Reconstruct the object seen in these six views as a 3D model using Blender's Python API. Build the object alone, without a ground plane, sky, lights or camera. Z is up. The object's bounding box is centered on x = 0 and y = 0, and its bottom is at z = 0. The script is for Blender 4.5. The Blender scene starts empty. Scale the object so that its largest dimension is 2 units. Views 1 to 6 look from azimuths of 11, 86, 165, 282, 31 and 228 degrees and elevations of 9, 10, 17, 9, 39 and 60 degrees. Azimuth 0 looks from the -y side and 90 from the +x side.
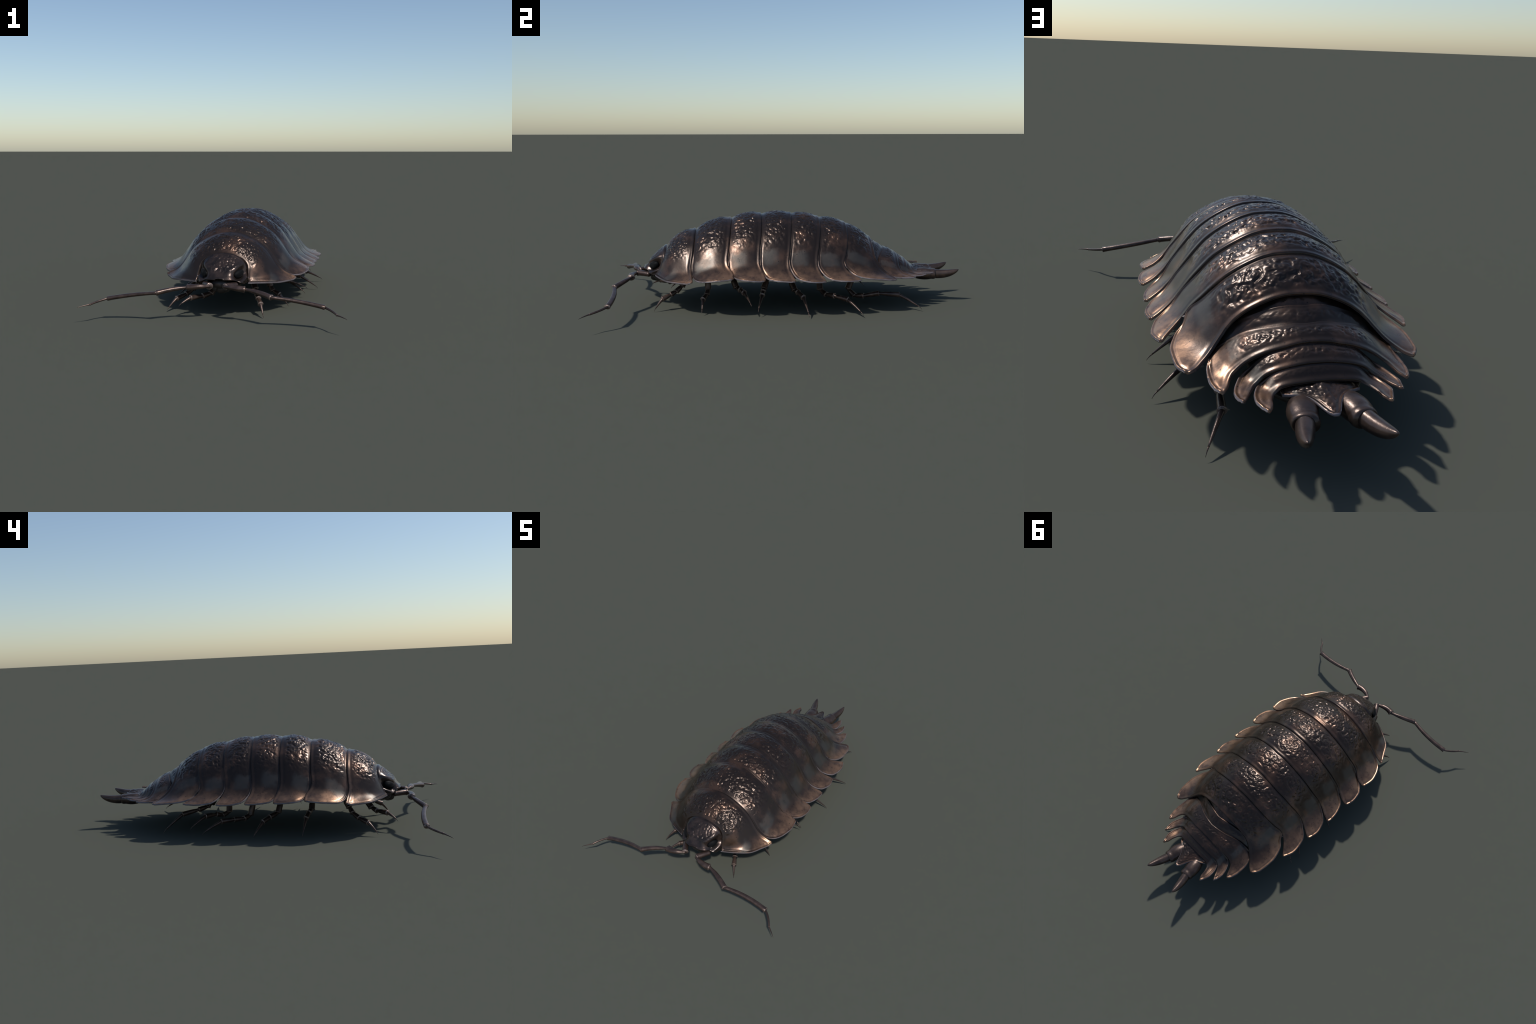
"""A woodlouse: seven overlapping thorax plates, five tail plates, a small
hooded head with sunken compound eyes, jointed antennae, fourteen legs and
two pointed uropods.  Everything is built from profiles and rules."""
import bpy, bmesh, math
import numpy as np
from mathutils import Vector, noise

# ------------------------------------------------------------------ helpers
def curve_through(knots):
    """Monotone cubic (Fritsch-Carlson) through (x, y) knots, vectorised."""
    xs = np.array([k[0] for k in knots], float)
    ys = np.array([k[1] for k in knots], float)
    h = np.diff(xs); dl = np.diff(ys) / h
    m = np.zeros_like(xs); m[0], m[-1] = dl[0], dl[-1]
    for i in range(1, len(xs) - 1):
        if dl[i - 1] * dl[i] > 0:
            w1, w2 = 2 * h[i] + h[i - 1], h[i] + 2 * h[i - 1]
            m[i] = (w1 + w2) / (w1 / dl[i - 1] + w2 / dl[i])
    def f(x):
        x = np.clip(np.asarray(x, float), xs[0], xs[-1])
        i = np.clip(np.searchsorted(xs, x) - 1, 0, len(xs) - 2)
        t = (x - xs[i]) / h[i]
        return ((1 + 2 * t) * (1 - t) ** 2 * ys[i] + t * (1 - t) ** 2 * h[i] * m[i]
                + t * t * (3 - 2 * t) * ys[i + 1] + t * t * (t - 1) * h[i] * m[i + 1])
    return f

def smooth(a, b, x):
    t = np.clip((np.asarray(x, float) - a) / (b - a), 0, 1)
    return t * t * (3 - 2 * t)

def add_object(name, verts, faces, mats, parent, face_mats=None, smooth_shade=True):
    me = bpy.data.meshes.new(name)
    me.from_pydata([tuple(map(float, v)) for v in verts], [], [tuple(map(int, f)) for f in faces])
    for m in mats:
        me.materials.append(m)
    if face_mats is not None:
        me.polygons.foreach_set("material_index", np.asarray(face_mats, np.int32))
    if smooth_shade:
        me.polygons.foreach_set("use_smooth", np.ones(len(me.polygons), bool))
    me.validate(); me.update()
    ob = bpy.data.objects.new(name, me)
    bpy.context.scene.collection.objects.link(ob)
    ob.parent = parent
    return ob

# ---------------------------------------------------------------- materials
def new_material(name):
    mat = bpy.data.materials.new(name); mat.use_nodes = True
    nt = mat.node_tree
    return mat, nt, nt.nodes["Principled BSDF"]

class G:
    """tiny node-graph builder"""
    def __init__(self, nt):
        self.nt = nt; self.tc = nt.nodes.new("ShaderNodeTexCoord")
    def n(self, kind, **kw):
        nd = self.nt.nodes.new(kind)
        for k, v in kw.items(): setattr(nd, k, v)
        return nd
    def put(self, sock, val):
        if hasattr(val, "is_linked") or isinstance(val, bpy.types.NodeSocket): self.nt.links.new(val, sock)
        else: sock.default_value = val
    def math(self, op, a, b=0.0, clamp=False):
        nd = self.n("ShaderNodeMath", operation=op, use_clamp=clamp)
        self.put(nd.inputs[0], a); self.put(nd.inputs[1], b)
        return nd.outputs[0]
    def noise(self, vec, scale, detail=3.0, rough=0.55):
        nd = self.n("ShaderNodeTexNoise")
        self.nt.links.new(vec, nd.inputs["Vector"])
        nd.inputs["Scale"].default_value = scale
        nd.inputs["Detail"].default_value = detail
        nd.inputs["Roughness"].default_value = rough
        return nd.outputs["Fac"]
    def step(self, x, lo, hi, v0=0.0, v1=1.0):
        nd = self.n("ShaderNodeMapRange", interpolation_type="SMOOTHSTEP")
        self.put(nd.inputs["Value"], x)
        nd.inputs["From Min"].default_value = lo; nd.inputs["From Max"].default_value = hi
        nd.inputs["To Min"].default_value = v0; nd.inputs["To Max"].default_value = v1
        return nd.outputs["Result"]
    def mix(self, fac, a, b):
        nd = self.n("ShaderNodeMix", data_type="RGBA")
        self.put(nd.inputs[0], fac)
        for s, v in ((nd.inputs[6], a), (nd.inputs[7], b)):
            self.put(s, v if not isinstance(v, tuple) else (*v, 1.0))
        return nd.outputs[2]
    def bump(self, height, strength, dist, bsdf):
        nd = self.n("ShaderNodeBump")
        nd.inputs["Strength"].default_value = strength
        nd.inputs["Distance"].default_value = dist
        self.nt.links.new(height, nd.inputs["Height"])
        self.nt.links.new(nd.outputs[0], bsdf.inputs["Normal"])

DARK, WARM, TAN, GREY, SOOT = ((0.040, 0.0275, 0.022), (0.100, 0.056, 0.038), (0.40, 0.225, 0.130),
                               (0.105, 0.105, 0.096), (0.012, 0.010, 0.010))

def shell_material():
    mat, nt, bs = new_material("bronze_shell")
    g = G(nt)
    gen = g.n("ShaderNodeSeparateXYZ"); nt.links.new(g.tc.outputs["Generated"], gen.inputs[0])
    obj = g.n("ShaderNodeSeparateXYZ"); nt.links.new(g.tc.outputs["Object"], obj.inputs[0])
    pos = g.tc.outputs["Object"]
    across = g.math("MULTIPLY", g.math("ABSOLUTE", g.math("SUBTRACT", gen.outputs[0], 0.5)), 2.0)
    n_big = g.noise(pos, 9.0, 4.0)
    n_mid = g.noise(pos, 28.0, 5.0, 0.6)
    n_fine = g.noise(pos, 120.0, 3.0)
    acr = g.math("ADD", across, g.math("MULTIPLY", g.math("SUBTRACT", n_mid, 0.5), 0.10))
    # dark dorsal band with red-brown mottling
    col = g.mix(g.step(n_big, 0.47, 0.70), DARK, WARM)
    # tan, lighter epimeral lobes
    lobe = g.step(acr, 0.70, 1.02)
    lobe_col = g.mix(g.step(g.math("ADD", g.math("MULTIPLY", n_mid, .35), g.math("MULTIPLY", n_big, .65)), 0.36, 0.62), (0.15, 0.085, 0.058), TAN)
    col = g.mix(g.math("MULTIPLY", lobe, 0.74), col, lobe_col)
    # grey patch on the shoulder, front half of every plate
    p1 = g.math("MULTIPLY", g.step(acr, 0.63, 0.68), g.step(acr, 0.735, 0.785, 1.0, 0.0))
    gy = g.math("ADD", gen.outputs[1], g.math("MULTIPLY", g.math("SUBTRACT", n_mid, 0.5), 0.2))
    p2 = g.math("MULTIPLY", g.step(gy, 0.05, 0.16), g.step(gy, 0.42, 0.60, 1.0, 0.0))
    patch = g.math("MULTIPLY", g.math("MULTIPLY", p1, p2), 0.36)
    col = g.mix(patch, col, GREY)
    # sooty flecks
    vor = g.n("ShaderNodeTexVoronoi"); nt.links.new(pos, vor.inputs["Vector"])
    vor.inputs["Scale"].default_value = 46.0
    fleck = g.math("MULTIPLY", g.step(vor.outputs["Distance"], 0.08, 0.17, 1.0, 0.0), g.step(n_big, 0.44, 0.54))
    col = g.mix(g.math("MULTIPLY", fleck, 0.75), col, SOOT)
    nt.links.new(col, bs.inputs["Base Color"])
    bs.inputs["Metallic"].default_value = 0.68
    rough = g.math("ADD", g.math("ADD", 0.30, g.math("MULTIPLY", patch, 0.35)),
                   g.math("MULTIPLY", g.math("SUBTRACT", n_mid, 0.5), 0.22))
    nt.links.new(rough, bs.inputs["Roughness"])
    h = g.math("ADD", g.math("MULTIPLY", n_mid, 0.6), g.math("MULTIPLY", n_fine, 0.3))
    g.bump(h, 0.13, 0.004, bs)
    return mat

def plain_material(name, a, b, scale, rough, metal, bump=0.15):
    mat, nt, bs = new_material(name)
    g = G(nt)
    n = g.noise(g.tc.outputs["Object"], scale, 4.0)
    nt.links.new(g.mix(g.step(n, 0.36, 0.66), a, b), bs.inputs["Base Color"])
    bs.inputs["Metallic"].default_value = metal
    bs.inputs["Roughness"].default_value = rough
    if bump:
        g.bump(g.noise(g.tc.outputs["Object"], scale * 5, 3.0), bump, 0.003, bs)
    return mat

SHELL = shell_material()
RIM = plain_material("pale_shell_rim", (0.115, 0.095, 0.100), (0.15, 0.13, 0.14), 20, 0.50, 0.1, 0.0)
UNDER = plain_material("dark_shell_underside", (0.022, 0.018, 0.016), (0.04, 0.03, 0.026), 30, 0.5, 0.1)
LIMB = plain_material("brown_limb", (0.055, 0.036, 0.030), (0.095, 0.062, 0.050), 30, 0.33, 0.55)
LIMBRIM = plain_material("pale_limb_collar", (0.17, 0.125, 0.105), (0.22, 0.165, 0.14), 60, 0.35, 0.4, 0.0)
HEADM = plain_material("head_shell", (0.030, 0.023, 0.021), (0.062, 0.042, 0.035), 22, 0.27, 0.66)
EYE = plain_material("black_eye", (0.002, 0.002, 0.002), (0.004, 0.004, 0.0045), 60, 0.5, 0.0, 0.0)
FACET = plain_material("glossy_facet", (0.003, 0.003, 0.003), (0.006, 0.006, 0.006), 60, 0.22, 0.0, 0.0)
EYE.node_tree.nodes["Principled BSDF"].inputs["Specular IOR Level"].default_value = 0.08

# ------------------------------------------------------------- the envelope
# Height of the back, half width and margin height along the body (metres).
H = curve_through([(-.70, .268), (-.636, .328), (-.47, .418), (-.272, .477), (-.103, .500), (.063, .501),
                   (.215, .479), (.365, .446), (.505, .360), (.60, .306), (.652, .275), (.709, .240),
                   (.748, .207), (.80, .190), (.88, .172)])
W = curve_through([(-.695, .135), (-.665, .205), (-.61, .292), (-.547, .331), (-.478, .370), (-.42, .390),
                   (-.364, .404), (-.27, .411), (-.10, .421), (.055, .418), (.213, .414), (.402, .395),
                   (.50, .370), (.597, .338), (.665, .300), (.72, .262), (.786, .220), (.845, .165)])
ZB = curve_through([(-.69, .185), (-.61, .179), (-.52, .177), (-.478, .187), (-.42, .195), (-.27, .208),
                    (-.10, .200), (.055, .195), (.213, .191), (.402, .194), (.50, .190), (.598, .182),
                    (.72, .180), (.79, .185), (.845, .184)])
SLIM = curve_through([(-.7, 1), (.1, 1), (.365, .96), (.5, .86), (.62, .83), (.66, .80), (.705, .74), (.75, .66), (.85, .62)])
# bell-shaped cross-section: crest -> shoulder -> flared margin
BELL = curve_through([(0, 1), (.1, .99), (.2, .955), (.33, .87), (.42, .79), (.5, .70), (.59, .56), (.66, .43),
                      (.73, .295), (.78, .203), (.83, .137), (.88, .088), (.94, .040), (1, 0)])

def envelope(X, y, own=None, inner=.72):
    """point of the body surface at relative half width X (0..1) and station y;
    'own' gives a plate its own half width towards the margin"""
    k = SLIM(y)
    wide = W(y)
    if own is not None:
        wide = wide + (own(y) - wide) * smooth(inner, 1.0, X)
    B = np.array(X, float)                      # slimmer bell towards the tail
    for _ in range(12):
        B = B - (B * k + (1 - k) * B ** 4 - X) / (k + 4 * (1 - k) * B ** 3)
    return np.stack([X * wide, y, ZB(y) + (H(y) - ZB(y)) * BELL(B)], -1)

# rear edge of every plate: y as a function of relative half width
REAR = [
    [(0, -.470), (.37, -.473), (.55, -.477), (.66, -.484), (.73, -.488), (.80, -.486), (.90, -.481), (1, -.478)],
    [(0, -.271), (.20, -.273), (.40, -.278), (.60, -.286), (.73, -.295), (.78, -.291), (.84, -.275), (.92, -.266), (1, -.266)],
    [(0, -.103), (.32, -.109), (.50, -.114), (.68, -.126), (.75, -.128), (.82, -.118), (.92, -.105), (1, -.101)],
    [(0, .064), (.43, .049), (.58, .041), (.68, .032), (.75, .026), (.80, .027), (.90, .042), (1, .057)],
    [(0, .216), (.33, .212), (.50, .201), (.60, .192), (.68, .181), (.76, .177), (.85, .188), (.93, .203), (1, .215)],
    [(0, .366), (.32, .360), (.45, .355), (.55, .347), (.64, .335), (.73, .320), (.80, .330), (.88, .360), (1, .405)],
    [(0, .505), (.20, .503), (.50, .501), (.57, .506), (.62, .515), (.70, .533), (.80, .560), (.90, .586), (1, .600)],
    [(0, .652), (.23, .652), (.40, .647), (.585, .641), (.69, .648), (.785, .669), (.88, .697), (1, .724)],
    [(0, .709), (.21, .707), (.39, .703), (.56, .698), (.69, .707), (.78, .728), (.88, .759), (1, .790)],
    [(0, .748), (.20, .747), (.45, .744), (.59, .755), (.70, .781), (.81, .814), (1, .845)],
]

def sweep_front(prev, tip, waist, power, gap=-0.003, corner=.55):
    """front edge: follows the plate ahead, then rounds the lower front corner"""
    base = curve_through(prev); yw = float(base(waist)) + gap
    def f(X):
        X = np.asarray(X, float)
        q = np.clip((X - waist) / (1 - waist), 0, 1)
        back = yw + corner * (tip - yw) * (1 - np.clip(1 - q * q, 0, 1) ** power)
        return np.where(X < waist, base(np.minimum(X, waist)) + gap, back)
    return f

P1_FRONT = curve_through([(0, -.637), (.35, -.637), (.47, -.643), (.54, -.650), (.6, -.659), (.75, -.676), (.9, -.687), (1, -.693)])

def dist_to(points, line):
    out = np.empty(len(points))
    for i in range(0, len(points), 2000):
        d = points[i:i + 2000, None, :] - line[None]
        out[i:i + 2000] = np.sqrt((d * d).sum(-1).min(1))
    return out

def lumps(P, scale, seed):
    """glossy worm-like rugosity"""
    o = Vector((seed * 7.31, seed * 3.17, seed * 1.93))
    out = np.empty(len(P))
    for i, p in enumerate(P):
        v = Vector(p)
        a = noise.noise(v * scale + o)
        b = noise.noise(v * scale * 2.1 + o)
        w = math.exp(-(a / .17) ** 2)
        c = 0.85 + 0.5 * noise.noise(v * scale * .32 + o * 1.7)
        out[i] = (0.30 * (w - 0.45) + 0.38 * b + 1.0 * a) * c
    return out

def grid_normals(P):
    du = np.gradient(P, axis=0); dv = np.gradient(P, axis=1)
    n = np.cross(du, dv)
    L = np.linalg.norm(n, axis=-1, keepdims=True)
    n = np.where(L > 1e-9, n / np.maximum(L, 1e-9), 0)
    return n

def shell_from_grid(name, P, N, thick, rim_mask, parent, seed):
    """closed shell: outer grid, inner grid offset along -N, and an edge strip"""
    nu, nv = P.shape[:2]
    inner = P - N * thick[..., None]
    verts = np.concatenate([P.reshape(-1, 3), inner.reshape(-1, 3)])
    idx = np.arange(nu * nv).reshape(nu, nv); off = nu * nv
    a, b, c, d = idx[:-1, :-1], idx[1:, :-1], idx[1:, 1:], idx[:-1, 1:]
    outer = np.stack([a, b, c, d], -1).reshape(-1, 4)
    inn = outer[:, ::-1] + off
    loop = np.concatenate([idx[:, 0], idx[-1, 1:], idx[-2::-1, -1], idx[0, -2:0:-1]])
    nxt = np.roll(loop, -1)
    edge = np.stack([nxt, loop, loop + off, nxt + off], -1)
    rm = rim_mask.reshape(-1)
    fm = np.concatenate([np.where(rm[outer].sum(1) >= 3, 1, 0), np.full(len(inn), 2), np.full(len(edge), 1)])
    faces = np.concatenate([outer, inn, edge])
    ob = add_object(name, verts, faces, [SHELL, RIM, UNDER], parent, fm)
    bm = bmesh.new(); bm.from_mesh(ob.data)
    bmesh.ops.remove_doubles(bm, verts=bm.verts, dist=0.00012)
    bmesh.ops.recalc_face_normals(bm, faces=bm.faces)
    bm.to_mesh(ob.data); bm.free()
    return ob

def body_plate(name, front, rear, bulge, rough_amp, parent, seed, sink=0.0, nhalf=170, nt=72,
               lump_scale=52.0, xmax=1.0, tip_round=0.014, tuck=.003, proud=.003, own=None, flank=0.0, side_sink=0.0, lift=(0.0, .03, .75)):
    # samples across: even over the back, crowded into the margin
    s = np.linspace(0, 1, nhalf)
    X = np.where(s < .78, s / .78 * .74, .74 + .26 * (1 - (1 - np.clip((s - .78) / .22, 0, 1)) ** 2.6)) * xmax
    X = np.concatenate([-X[:0:-1], X])
    A = np.abs(X)
    t = np.linspace(0, 1, nt); t = 0.55 * t + 0.45 * (1 - np.cos(np.pi * t)) / 2
    yf, yr = front(A), rear(A)
    # rounded rear corner: both edges run together at the tip
    q = np.clip((A / xmax - .95) / .05, 0, 1)
    yr = yr - tip_round * (1 - np.sqrt(1 - q * q))
    yr = np.maximum(yr, yf + 0.0004)
    Y = yf[:, None] + (yr - yf)[:, None] * t[None]
    AA = np.repeat(A[:, None], nt, 1)
    sg = np.where(X < 0, -1.0, 1.0)[:, None]
    # the front corner of a side lobe is hitched up, so lobes overlap like shingles
    y_waist = float(front(np.array([lift[2] * xmax]))[0])
    def surface(x, y):
        p = envelope(x, y, own, .72 if tip_round > .012 else .25)
        p[..., 2] += .85 * lift[0] * np.exp(-np.maximum(y - y_waist, 0) / lift[1]) * smooth(.62, 1.0, x)
        return p
    P = surface(AA, Y)
    e = 1e-3
    N = grid_unit(np.cross(surface(AA + e, Y) - surface(AA - e, Y), surface(AA, Y + e) - surface(AA, Y - e)))
    N = np.where(N[..., 2:3] < 0, -N, N)
    N[..., 0] *= sg; P[..., 0] *= sg
    N[np.abs(X) < 1e-9, :, 0] = 0; N = grid_unit(N)
    flat = P.reshape(-1, 3)
    df = dist_to(flat, np.concatenate([P[:, 0], P[0], P[-1]])).reshape(P.shape[:2])
    dr = dist_to(flat, P[:, -1]).reshape(P.shape[:2])
    d = np.minimum(df, dr)
    lobe = smooth(.55, .75, AA)
    h = bulge * np.sin(np.pi / 2 * np.clip(d / 0.082, 0, 1)) * (1 - 0.85 * smooth(.48, .82, AA))
    # front edge tucked under, rear edge standing proud
    h += (-tuck * (1 + flank * smooth(.08, .40, AA) * (1 - smooth(.75, 1, AA))) * (1 - t)[None] ** 1.5 + proud * t[None]) * (1 - .8 * smooth(.72, .9, AA))
    # rolled bead with a groove behind it along the front edge and margin
    h += (0.0004 + 0.0014 * lobe) * np.exp(-((df - .0045) / .0032) ** 2)
    h -= (0.0003 + 0.0013 * lobe) * np.exp(-((df - .0120) / .0042) ** 2)
    # soft, wide rear band
    h += (0.0010 + .0004 * lobe) * np.exp(-((dr - .006) / .006) ** 2) - .0010 * np.exp(-((dr - .020) / .007) ** 2)
    h -= 0.0045 * (1 - np.clip(d / 0.004, 0, 1)) ** 2
    h -= sink + side_sink * smooth(.08, .45, AA)
    zone = (1 - smooth(.44, .68, AA)) * smooth(.012, .034, d) * smooth(.018, .055, dr)
    m = zone.reshape(-1) > 0.01
    L = np.zeros(m.size)
    L[m] = lumps(flat[m], lump_scale, seed)
    h += rough_amp * zone * L.reshape(d.shape)
    Q = P + N * h[..., None]
    thick = np.minimum(0.008, 0.0017 + d * 0.4)
    return shell_from_grid(name, Q, N, thick, (df < .0030) & (AA > .74), parent, seed)

def grid_unit(N):
    return N / np.maximum(np.linalg.norm(N, axis=-1, keepdims=True), 1e-9)

# ------------------------------------------------------------------- limbs
def frame_path(path):
    T = np.gradient(path, axis=0); T /= np.linalg.norm(T, axis=1, keepdims=True)
    ref = np.array([0, 0, 1.0]) if abs(T[0, 2]) < .9 else np.array([1.0, 0, 0])
    U = []
    u = ref
    for t in T:
        u = u - t * (u @ t); u = u / np.linalg.norm(u); U.append(u)
    U = np.array(U)
    return T, U, np.cross(T, U)

def tube(path, radii, nseg=20, squash=1.0, parent=None, name="segment", mats=None, rim_rows=()):
    """lathe along a path; closed with pole vertices"""
    path = np.asarray(path, float); radii = np.asarray(radii, float)
    T, U, V = frame_path(path)
    ang = np.linspace(0, 2 * np.pi, nseg, endpoint=False)
    rings = (path[:, None] + radii[:, None, None] * (np.cos(ang)[None, :, None] * U[:, None]
             + squash * np.sin(ang)[None, :, None] * V[:, None]))
    verts = np.concatenate([rings.reshape(-1, 3), path[:1], path[-1:]])
    faces, fm = [], []
    n = len(path)
    for i in range(n - 1):
        for j in range(nseg):
            k = (j + 1) % nseg
            faces.append((i * nseg + j, i * nseg + k, (i + 1) * nseg + k, (i + 1) * nseg + j))
            fm.append(1 if i in rim_rows else 0)
    a, b = n * nseg, n * nseg + 1
    for j in range(nseg):
        k = (j + 1) % nseg
        faces.append((a, k, j)); faces.append((b, (n - 1) * nseg + j, (n - 1) * nseg + k)); fm += [0, 0]
    # polygons with poles are triangles: from_pydata takes mixed lists
    me = bpy.data.meshes.new(name)
    me.from_pydata([tuple(v) for v in verts], [], faces)
    for m in (mats or [LIMB, LIMBRIM]): me.materials.append(m)
    me.polygons.foreach_set("material_index", np.array(fm, np.int32))
    me.polygons.foreach_set("use_smooth", np.ones(len(faces), bool))
    me.update()
    ob = bpy.data.objects.new(name, me)
    bpy.context.scene.collection.objects.link(ob)
    ob.parent = parent
    return ob

def bezier(p0, p1, bend, n):
    t = np.linspace(0, 1, n)[:, None]
    p0, p1 = np.asarray(p0, float), np.asarray(p1, float)
    mid = (p0 + p1) / 2 + np.asarray(bend, float) * 2
    return (1 - t) ** 2 * p0 + 2 * t * (1 - t) * mid + t * t * p1

def limb_segment(p0, p1, r0, r1, parent, name, bend=(0, 0, 0), waist=0.8, squash=1.0, n=15):
    """a horny segment: narrow neck, swelling to a rolled collar, hollow end"""
    body = bezier(p0, p1, bend, n)
    t = np.linspace(0, 1, n)
    r = r0 + (r1 - r0) * smooth(0, 1, t) ** 0.9
    r *= 1 - (1 - waist) * np.exp(-((t - .12) / .14) ** 2)
    d = body[-1] - body[-2]; d /= np.linalg.norm(d)
    body = np.concatenate([body, [body[-1] + d * r1 * .10, body[-1] + d * r1 * .12, body[-1] - d * r1 * .25]])
    r = np.concatenate([r, [r1 * 1.06, r1 * .86, r1 * .62]])
    r[-4] = r1 * 1.13; r[-5] = r1 * 1.0
    # rounded start
    d0 = body[1] - body[0]; d0 /= np.linalg.norm(d0)
    body = np.concatenate([[body[0] - d0 * r0 * .55, body[0] - d0 * r0 * .35], body])
    r = np.concatenate([[r0 * .45, r0 * .78], r])
    k = len(r)
    return tube(body, r, 18, squash, parent, name, rim_rows=(k - 4, k - 3))

def spike(p0, p1, r0, r1, parent, name, bend=(0, 0, 0), n=14, mats=None, power=1.0, squash=1.0):
    body = bezier(p0, p1, bend, n)
    t = np.linspace(0, 1, n)
    r = r1 + (r0 - r1) * (1 - t) ** power
    r[0] *= .92
    return tube(body, r, 16, squash, parent, name, mats=mats)

# ------------------------------------------------------------------ assemble
root = bpy.data.objects.new("woodlouse", None)
bpy.context.scene.collection.objects.link(root)
root["label"] = "dark bronze woodlouse with overlapping plates and long bent antennae"
root["category"] = "woodlouse"

def belly(name, y0, y1, wide, parent):
    n, m = 40, 28
    ys = np.linspace(y0, y1, n)
    u = (ys - y0) / (y1 - y0)
    cap = np.sqrt(np.clip(1 - np.abs(2 * u - 1) ** 4, 0, 1)) * .98 + .02
    a = np.linspace(0, 2 * np.pi, m, endpoint=False)
    V = []
    for y, c in zip(ys, cap):
        w = wide * float(W(y)) * c; z0 = float(ZB(y)) + .012 - .035 * float(smooth(.55, .74, y))
        top = max(.006, 0.50 * (float(H(y)) - z0) - .5 * max(0, y - .45) * .2)
        rib = 1 + .05 * math.sin(y * 2 * math.pi / .16)
        for t in a:
            z = z0 + (top if math.sin(t) > 0 else .042 * c * rib) * math.sin(t)
            V.append((w * math.cos(t), y, z))
    F = [(i * m + j, i * m + (j + 1) % m, (i + 1) * m + (j + 1) % m, (i + 1) * m + j)
         for i in range(n - 1) for j in range(m)]
    F += [tuple(range(m))[::-1], tuple(range((n - 1) * m, n * m))]
    return add_object(name, V, F, [UNDER], parent)

thorax = belly("thorax", -.64, .52, .60, root)
abdomen = belly("abdomen", .42, .765, .50, root)

# outline of each side lobe seen from above: it swells, then draws in to the tip
OWN = {1: [(-.50, .335), (-.455, .366), (-.40, .398), (-.335, .415), (-.266, .407)],
       2: [(-.30, .350), (-.257, .390), (-.215, .421), (-.16, .431), (-.10, .420)],
       3: [(-.14, .350), (-.106, .378), (-.066, .403), (-.01, .420), (.03, .423), (.06, .417)],
       4: [(.02, .355), (.054, .387), (.086, .409), (.147, .426), (.216, .414)],
       5: [(.17, .345), (.202, .374), (.254, .406), (.328, .419), (.405, .395)],
       6: [(.30, .312), (.340, .333), (.376, .352), (.463, .373), (.545, .367), (.60, .338)]}
BULGE = [.015, .014, .012, .011, .009, .008, .005]
LIFT = [(0, .03, .75), (.004, .02, .76), (.018, .02, .76), (.032, .026, .76), (.042, .032, .75), (.050, .042, .74), (.054, .050, .72)]
for i in range(7):
    rear = curve_through(REAR[i])
    if i == 0:
        front = P1_FRONT
    else:
        tip = REAR[i][-1][1]
        front = sweep_front(REAR[i - 1], tip, (.76, .76, .76, .75, .74, .72)[i - 1], .42, corner=.26)
    body_plate("thorax_plate", front, rear, BULGE[i], .0053 if i < 6 else .0062, thorax, i + 1, own=curve_through(OWN[i]) if i in OWN else None, lift=LIFT[i], proud=.0065 if i == 6 else .003,
               lump_scale=(66, 62, 60, 58, 56, 54, 46)[i])

# tail plates: two short sunken ones under the last thorax plate, then three lobed
body_plate("abdomen_plate", lambda X: np.full_like(X, .45), lambda X: .550 - .06 * X, .003, .0034, abdomen, 11,
           sink=.010, side_sink=.013, tuck=0, proud=0, xmax=.80, tip_round=0, nhalf=80, nt=36, lump_scale=66)
body_plate("abdomen_plate", lambda X: .533 - .10 * X ** 1.3, lambda X: .612 - .12 * X, .003, .0036, abdomen, 12,
           sink=.003, side_sink=.010, tuck=0, proud=-.008, xmax=.80, tip_round=0, nhalf=80, nt=36, lump_scale=66)
Q3_FRONT = [(0, .588), (.12, .583), (.25, .573), (.40, .553), (.55, .530), (.68, .520), (.75, .520)]
Q4_FRONT = [(0, .645), (.30, .643), (.50, .638), (.72, .634), (.83, .645), (.93, .676), (.985, .715), (1, .745)]
Q5_FRONT = [(0, .701), (.27, .700), (.49, .695), (.70, .692), (.85, .705), (.95, .735), (.985, .765), (1, .795)]
body_plate("abdomen_plate", sweep_front(Q3_FRONT, REAR[7][-1][1], .75, .36, .0), curve_through(REAR[7]), .006, .0032,
           abdomen, 13, nhalf=130, nt=56, lump_scale=84, tuck=.0055, flank=1.1, lift=(.022, .04, .75),
           own=curve_through([(.5, .29), (.60, .288), (.65, .287), (.69, .279), (.724, .262)]))
body_plate("abdomen_plate", curve_through(Q4_FRONT), curve_through(REAR[8]), .003, .0040, abdomen, 14,
           nhalf=120, nt=44, lump_scale=82, tip_round=.010, tuck=.0035, proud=.001, lift=(.010, .03, .75),
           own=curve_through([(.6, .23), (.66, .233), (.72, .235), (.76, .229), (.79, .219)]))
body_plate("abdomen_plate", curve_through(Q5_FRONT), curve_through(REAR[9]), .002, .0038, abdomen, 15,
           nhalf=120, nt=44, lump_scale=82, tip_round=.010, tuck=.0035, proud=.001, lift=(.010, .03, .75),
           own=curve_through([(.66, .185), (.74, .190), (.78, .189), (.82, .177), (.845, .166)]))

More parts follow.
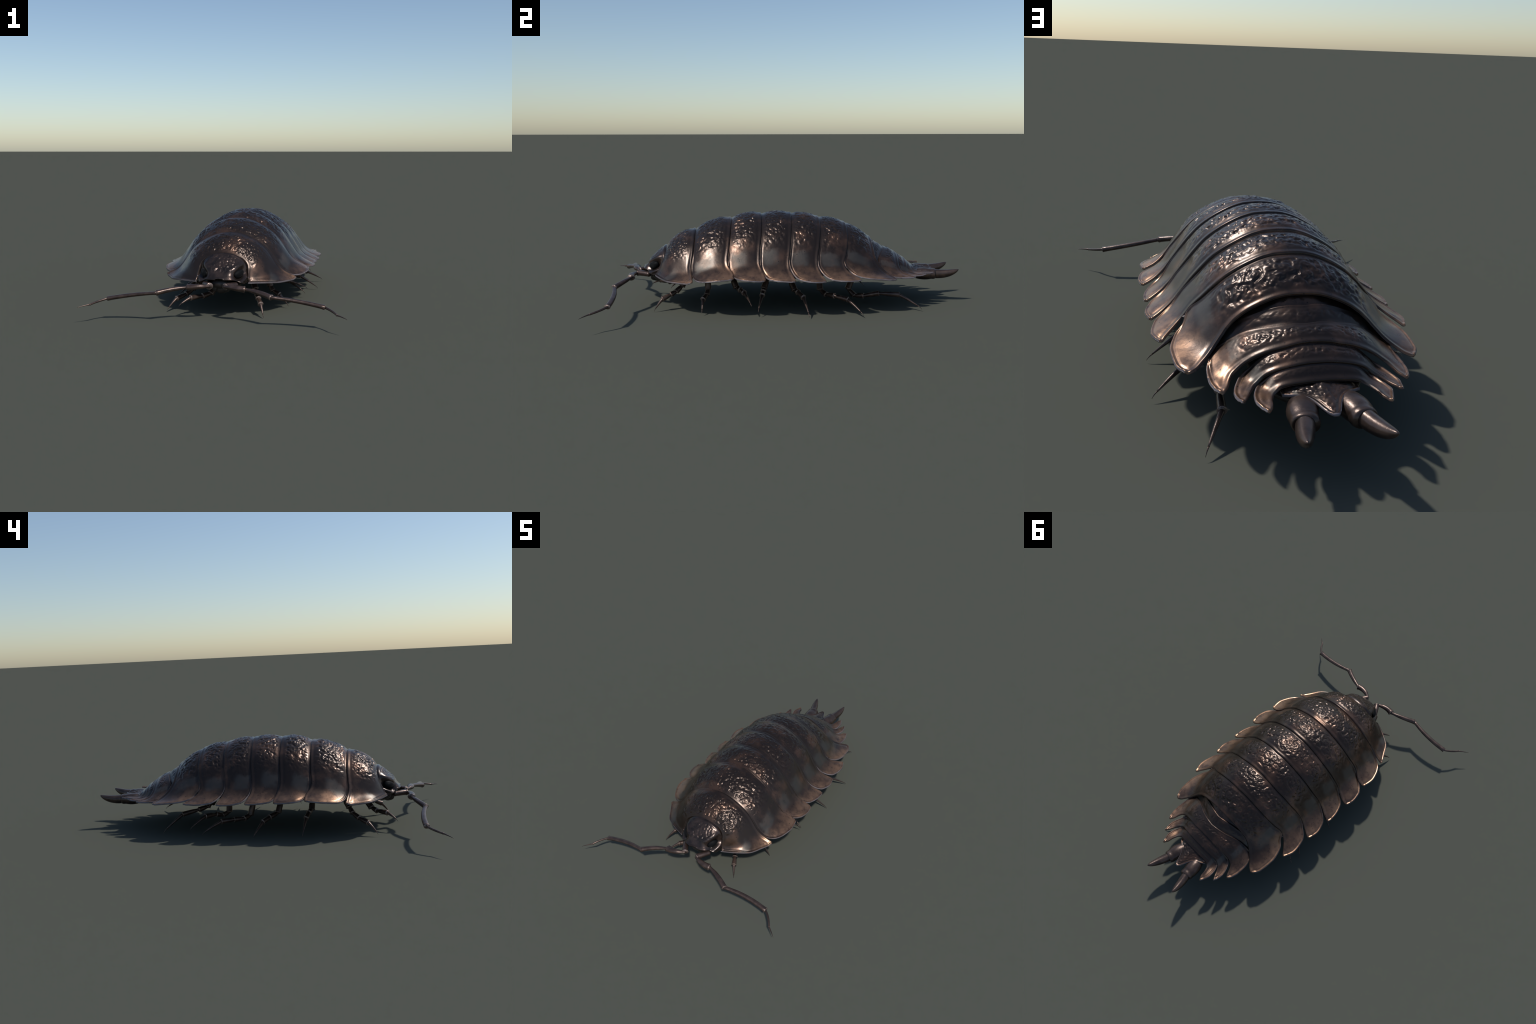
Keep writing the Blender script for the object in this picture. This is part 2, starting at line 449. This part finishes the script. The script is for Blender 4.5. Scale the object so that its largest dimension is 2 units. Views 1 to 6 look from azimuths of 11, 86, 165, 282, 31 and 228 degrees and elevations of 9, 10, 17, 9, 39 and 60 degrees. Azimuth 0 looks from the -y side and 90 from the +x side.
# telson: a three-cornered plate with a long middle point
def telson():
    edge = curve_through([(0, .877), (.06, .876), (.13, .868), (.22, .845), (.32, .818), (.42, .799), (.58, .783), (.8, .768), (1, .750)])
    nu, nv = 97, 44
    U = np.linspace(-1, 1, nu); t = np.linspace(0, 1, nv)
    A = np.abs(U)
    y0 = .728
    Y = y0 + (edge(A)[:, None] - y0) * t[None]
    Xp = np.repeat((U * .110)[:, None], nv, 1)
    v = (Y - y0) / (.877 - y0)
    ridge = .030 * (1 - v) ** 1.3 * (1 - np.abs(Xp / .110) ** 2.2) + .010 * np.exp(-(Xp / .022) ** 2) * v ** .5
    Z = .1765 - .006 * v + ridge
    P = np.stack([Xp, Y, Z], -1)
    N = grid_unit(grid_normals(P)); N = np.where(N[..., 2:3] < 0, -N, N)
    flat = P.reshape(-1, 3)
    d = dist_to(flat, np.concatenate([P[:, -1], P[0], P[-1]])).reshape(nu, nv)
    h = .0022 * np.exp(-((d - .004) / .003) ** 2) - .0022 * np.exp(-((d - .011) / .004) ** 2) - .004 * (1 - np.clip(d / .004, 0, 1)) ** 2
    h += .0028 * smooth(.012, .022, d) * lumps(flat, 85, 21).reshape(nu, nv)
    return shell_from_grid("telson", P + N * h[..., None], N, np.minimum(.008, .004 + d * .4), d < .0036, abdomen, 21)
telson()

# uropods: stout barrel and a curved horn
UROBASE = plain_material("uropod_shell", (0.050, 0.034, 0.028), (0.090, 0.060, 0.048), 26, 0.32, 0.6)
for sx in (1, -1):
    p0, p1 = np.array([.052 * sx, .755, .160]), np.array([.0765 * sx, .872, .1575])
    n = 18
    t = np.linspace(0, 1, n)
    path = bezier(p0, p1, (.006 * sx, 0, -.002), n)
    r = .032 + .0125 * np.sin(np.pi * np.clip(t * .92 + .02, 0, 1)) - .003 * t
    r[-1] = .0368; r[-2] = .0388; r[-3] = .0385
    d = (p1 - p0) / np.linalg.norm(p1 - p0)
    path = np.concatenate([path, [p1 + d * .003, p1 + d * .002, p1 - d * .014]])
    r = np.concatenate([r, [.0345, .0300, .0245]])
    base = tube(path, r, 28, 1.0, abdomen, "uropod", mats=[UROBASE, RIM])
    for v in base.data.vertices:
        v.co.z = .159 + (v.co.z - .159) * .78
    q0, q1 = np.array([.0775 * sx, .864, .1585]), np.array([.1115 * sx, .999, .187])
    n = 26; t = np.linspace(0, 1, n)
    path = bezier(q0, q1, (.004 * sx, .006, -.010), n)
    r = .0258 * np.sqrt(np.clip(1 - t ** 2.0, 0, 1)) ** 1.25
    r = np.maximum(r, .0012); r[0] *= .9
    tube(path, r, 24, 1.0, base, "uropod_spine", mats=[UROBASE, RIM])

# ---------------------------------------------------------------------- head
def head_shell():
    hh = curve_through([(-.762, .212), (-.752, .2215), (-.735, .241), (-.702, .278), (-.665, .312), (-.634, .332), (-.615, .338)])
    zb = curve_through([(-.762, .204), (-.748, .203), (-.735, .197), (-.718, .185), (-.700, .178), (-.67, .182), (-.615, .195)])
    nu, nv = 181, 80
    U = np.linspace(-1, 1, nu)
    v = np.linspace(0, 1, nv)
    ys = -.615 - .146 * (1 - (1 - v) ** 1.7)
    f = np.clip((ys + .615) / -.1465, 0, 1)
    w = .134 * (1 - f ** 2.4) ** (1 / 2.4) + .002
    P = np.empty((nu, nv, 3))
    ang = U * math.pi / 2
    A = np.abs(U)
    sx = np.sign(np.sin(ang)) * np.abs(np.sin(ang)) ** .86
    cz = np.abs(np.cos(ang)) ** .80
    P[..., 0] = sx[:, None] * w[None]
    P[..., 1] = ys[None]
    P[..., 2] = zb(ys)[None] + (hh(ys) - zb(ys))[None] * cz[:, None]
    N = grid_unit(grid_normals(P))
    if N[nu // 2, nv // 3, 2] < 0: N = -N
    Q = P.reshape(-1, 3).copy(); Nf = N.reshape(-1, 3)
    q = Q.copy(); q[:, 0] = np.abs(q[:, 0])
    # sunken eye socket below a long brow, lobe of cheek under it
    c = np.array([.103, -.700, .230])
    e1 = np.array([-.055, -.075, -.040]); e1 /= np.linalg.norm(e1)
    rel = q - c
    along = rel @ e1
    up = np.array([0, 0, 1.0]); up = up - e1 * (up @ e1); up /= np.linalg.norm(up)
    perp = rel @ up
    pit = np.exp(-((along / .050) ** 4)) * np.exp(-(np.abs(perp / np.where(perp > 0, .024, .022)) ** 3.4))
    brow = np.exp(-((along + .0) / .050) ** 4) * np.exp(-((perp - .036) / .014) ** 2)
    lidb = np.exp(-((along + .0) / .040) ** 4) * np.exp(-((perp + .032) / .009) ** 2)
    h = -.021 * pit + .007 * brow + .004 * lidb
    edge = np.concatenate([P[:, -1], P[0], P[-1]])
    d = dist_to(Q, edge)
    back = Q[:, 1] + .634
    h += .0022 * np.exp(-((d - .004) / .004) ** 2)
    h -= .006 * smooth(-.012, .012, back)                 # roll under at the neck
    h += .0015 * np.exp(-((back + .012) / .005) ** 2)
    zone = smooth(.247, .268, Q[:, 2] + .35 * np.maximum(0, -.70 - Q[:, 1])) * (1 - smooth(.06, .10, np.abs(Q[:, 0]))) * smooth(-.012, -.03, back)
    zone = zone * smooth(-.752, -.730, Q[:, 1])
    m = zone > .01
    L = np.zeros(len(Q)); L[m] = lumps(Q[m], 74, 31)
    h += .0036 * zone * L
    R = (Q + Nf * h[:, None]).reshape(nu, nv, 3)
    thick = np.full((nu, nv), .006)
    ob = shell_from_grid("head", R, N, thick, np.zeros((nu, nv), bool), root, 31)
    ob.data.materials[0] = HEADM; ob.data.materials[1] = HEADM
    return ob
head = head_shell()

def ball(c, r, n=24, m=14):
    V, F = [], []
    for i in range(m + 1):
        th = math.pi * i / m
        for j in range(n):
            ph = 2 * math.pi * j / n
            V.append((c[0] + r[0] * math.sin(th) * math.cos(ph), c[1] + r[1] * math.sin(th) * math.sin(ph), c[2] + r[2] * math.cos(th)))
    for i in range(m):
        for j in range(n):
            F.append((i * n + j, (i + 1) * n + j, (i + 1) * n + (j + 1) % n, i * n + (j + 1) % n))
    return V, F

for sx in (1, -1):
    # eye: flattened ellipsoid lying in the socket, covered with ommatidia
    c = Vector((.0905 * sx, -.698, .2320))
    ax = Vector((-.055 * sx, -.075, -.030)).normalized()
    out = Vector((.72 * sx, -.60, .22)); out = (out - ax * out.dot(ax)).normalized()
    up = ax.cross(out).normalized()
    if up.z < 0: up = -up
    ra, ru, ro = .034, .0205, .016
    V, F = ball((0, 0, 0), (1, 1, 1), 32, 20)
    V = [c + ax * (x * ra) + up * (y * ru) + out * (z * ro) for x, y, z in V]
    eye = add_object("eye", V, F, [EYE], head)
    FV, FF = [], []
    for i in range(-6, 7):
        for j in range(-4, 5):
            x = (i + (.5 if j % 2 else 0)) * .165; y = j * .21
            rr = x * x + y * y
            if rr > .86: continue
            z = math.sqrt(1 - rr)
            p = c + ax * (x * ra) + up * (y * ru) + out * (z * ro)
            bv, bf = ball(p, (.0017,) * 3, 8, 5)
            o = len(FV); FV += bv; FF += [tuple(k + o for k in f) for f in bf]
    fac = add_object("eye_facets", FV, FF, [FACET], head)
    fac["kind"] = "stuff"

# mouthparts: dark lumps beneath the hood
MV, MF = [], []
for c, r in [((0, -.715, .180), (.052, .030, .026)), ((0, -.690, .150), (.040, .034, .026)), ((.03, -.705, .155), (.018, .022, .022)),
             ((-.03, -.705, .155), (.018, .022, .022)), ((.06, -.66, .165), (.035, .05, .024)), ((-.06, -.66, .165), (.035, .05, .024)),
             ((0, -.64, .155), (.06, .06, .03))]:
    v, f = ball(c, r); o = len(MV); MV += v; MF += [tuple(k + o for k in q) for q in f]
add_object("mouthparts", MV, MF, [UNDER], head)

# ------------------------------------------------------------------ antennae
for sx in (1, -1):
    J = [(.082, -.728, .178), (.041, -.792, .179), (.146, -.818, .174), (.293, -.887, .153), (.554, -.882, .114),
         (.619, -.956, .0955), (.6695, -.998, .086)]
    J = [np.array([p[0] * sx, p[1], p[2]]) for p in J]
    ant = limb_segment(J[0], J[1], .0150, .0158, root, "antenna", (0, 0, .001), waist=.95, squash=1.1)
    limb_segment(J[1] + np.array([.001 * sx, -.002, 0]), J[2], .0105, .0158, ant, "antenna_segment", (0, -.012, .003), squash=1.2)
    limb_segment(J[2], J[3], .0100, .0132, ant, "antenna_segment", (0, .006, .004), squash=1.15)
    limb_segment(J[3], J[4], .0095, .0112, ant, "antenna_segment", (0, .013, .002), waist=.92, squash=1.28)
    limb_segment(J[4], J[5], .0062, .0052, ant, "antenna_segment", (.004 * sx, .004, 0), waist=.95)
    spike(J[5], J[6], .0044, .0008, ant, "antenna_segment", (.002 * sx, -.001, .001))

# ---------------------------------------------------------------------- legs
LEGS = [
    [(.13, -.52, .165), (.150, -.545, .125), (.165, -.575, .098), (.177, -.604, .084), (.197, -.648, .064), (.220, -.692, .001)],
    [(.195, -.404, .17), (.205, -.402, .118), (.222, -.409, .092), (.262, -.429, .074), (.314, -.435, .009)],
    [(.190, -.270, .17), (.210, -.251, .124), (.240, -.231, .117), (.285, -.212, .112), (.390, -.177, .062)],
    [(.190, -.085, .165), (.213, -.102, .119), (.235, -.108, .106), (.270, -.115, .092), (.372, -.142, .026)],
    [(.190, .040, .165), (.225, .062, .108), (.260, .077, .104), (.310, .100, .087), (.421, .121, .006)],
    [(.180, .200, .165), (.205, .203, .105), (.240, .231, .085), (.280, .271, .086), (.325, .335, .075), (.423, .402, .010)],
    [(.150, .392, .165), (.175, .362, .100), (.200, .392, .068), (.222, .439, .070), (.237, .519, .086), (.246, .628, .078), (.308, .741, .009)],
    [(-.05, -.56, .155), (-.082, -.600, .102), (-.120, -.632, .092), (-.171, -.689, .092), (-.220, -.745, .054)],
    [(-.16, -.46, .165), (-.185, -.485, .128), (-.210, -.504, .102), (-.240, -.539, .080), (-.279, -.590, .063), (-.316, -.642, .007)],
    [(-.19, -.285, .165), (-.210, -.282, .120), (-.245, -.270, .110), (-.280, -.259, .088), (-.370, -.248, .010)],
    [(-.19, -.110, .165), (-.215, -.096, .106), (-.270, -.057, .091), (-.310, -.026, .074), (-.410, .011, .010)],
    [(-.19, .045, .165), (-.208, .063, .091), (-.250, .091, .079), (-.280, .140, .081), (-.320, .203, .079), (-.422, .288, .030)],
    [(-.18, .187, .165), (-.200, .187, .107), (-.230, .217, .094), (-.260, .246, .106), (-.320, .293, .108), (-.417, .352, .058)],
    [(-.15, .300, .165), (-.170, .320, .130), (-.200, .363, .119), (-.240, .448, .101), (-.300, .550, .006)],
]
for J in LEGS:
    J = [np.array(p) for p in J]
    leg = limb_segment(J[0], J[1], .0165, .0170, root, "leg")
    radii = np.linspace(.0150, .0132, len(J))
    for i in range(1, len(J) - 2):
        limb_segment(J[i], J[i + 1], radii[i] * .78, radii[i], leg, "leg_segment")
    a, b = J[-2], J[-1]
    end = a + (b - a) * .82 + np.array([0, 0, .006])
    spike(a, end, .0092, .0028, leg, "leg_segment", (0, 0, .002), power=.9)
    spike(end, b, .0026, .0005, leg, "claw", (end - a) * .02 + np.array([0, 0, .002]), n=8)
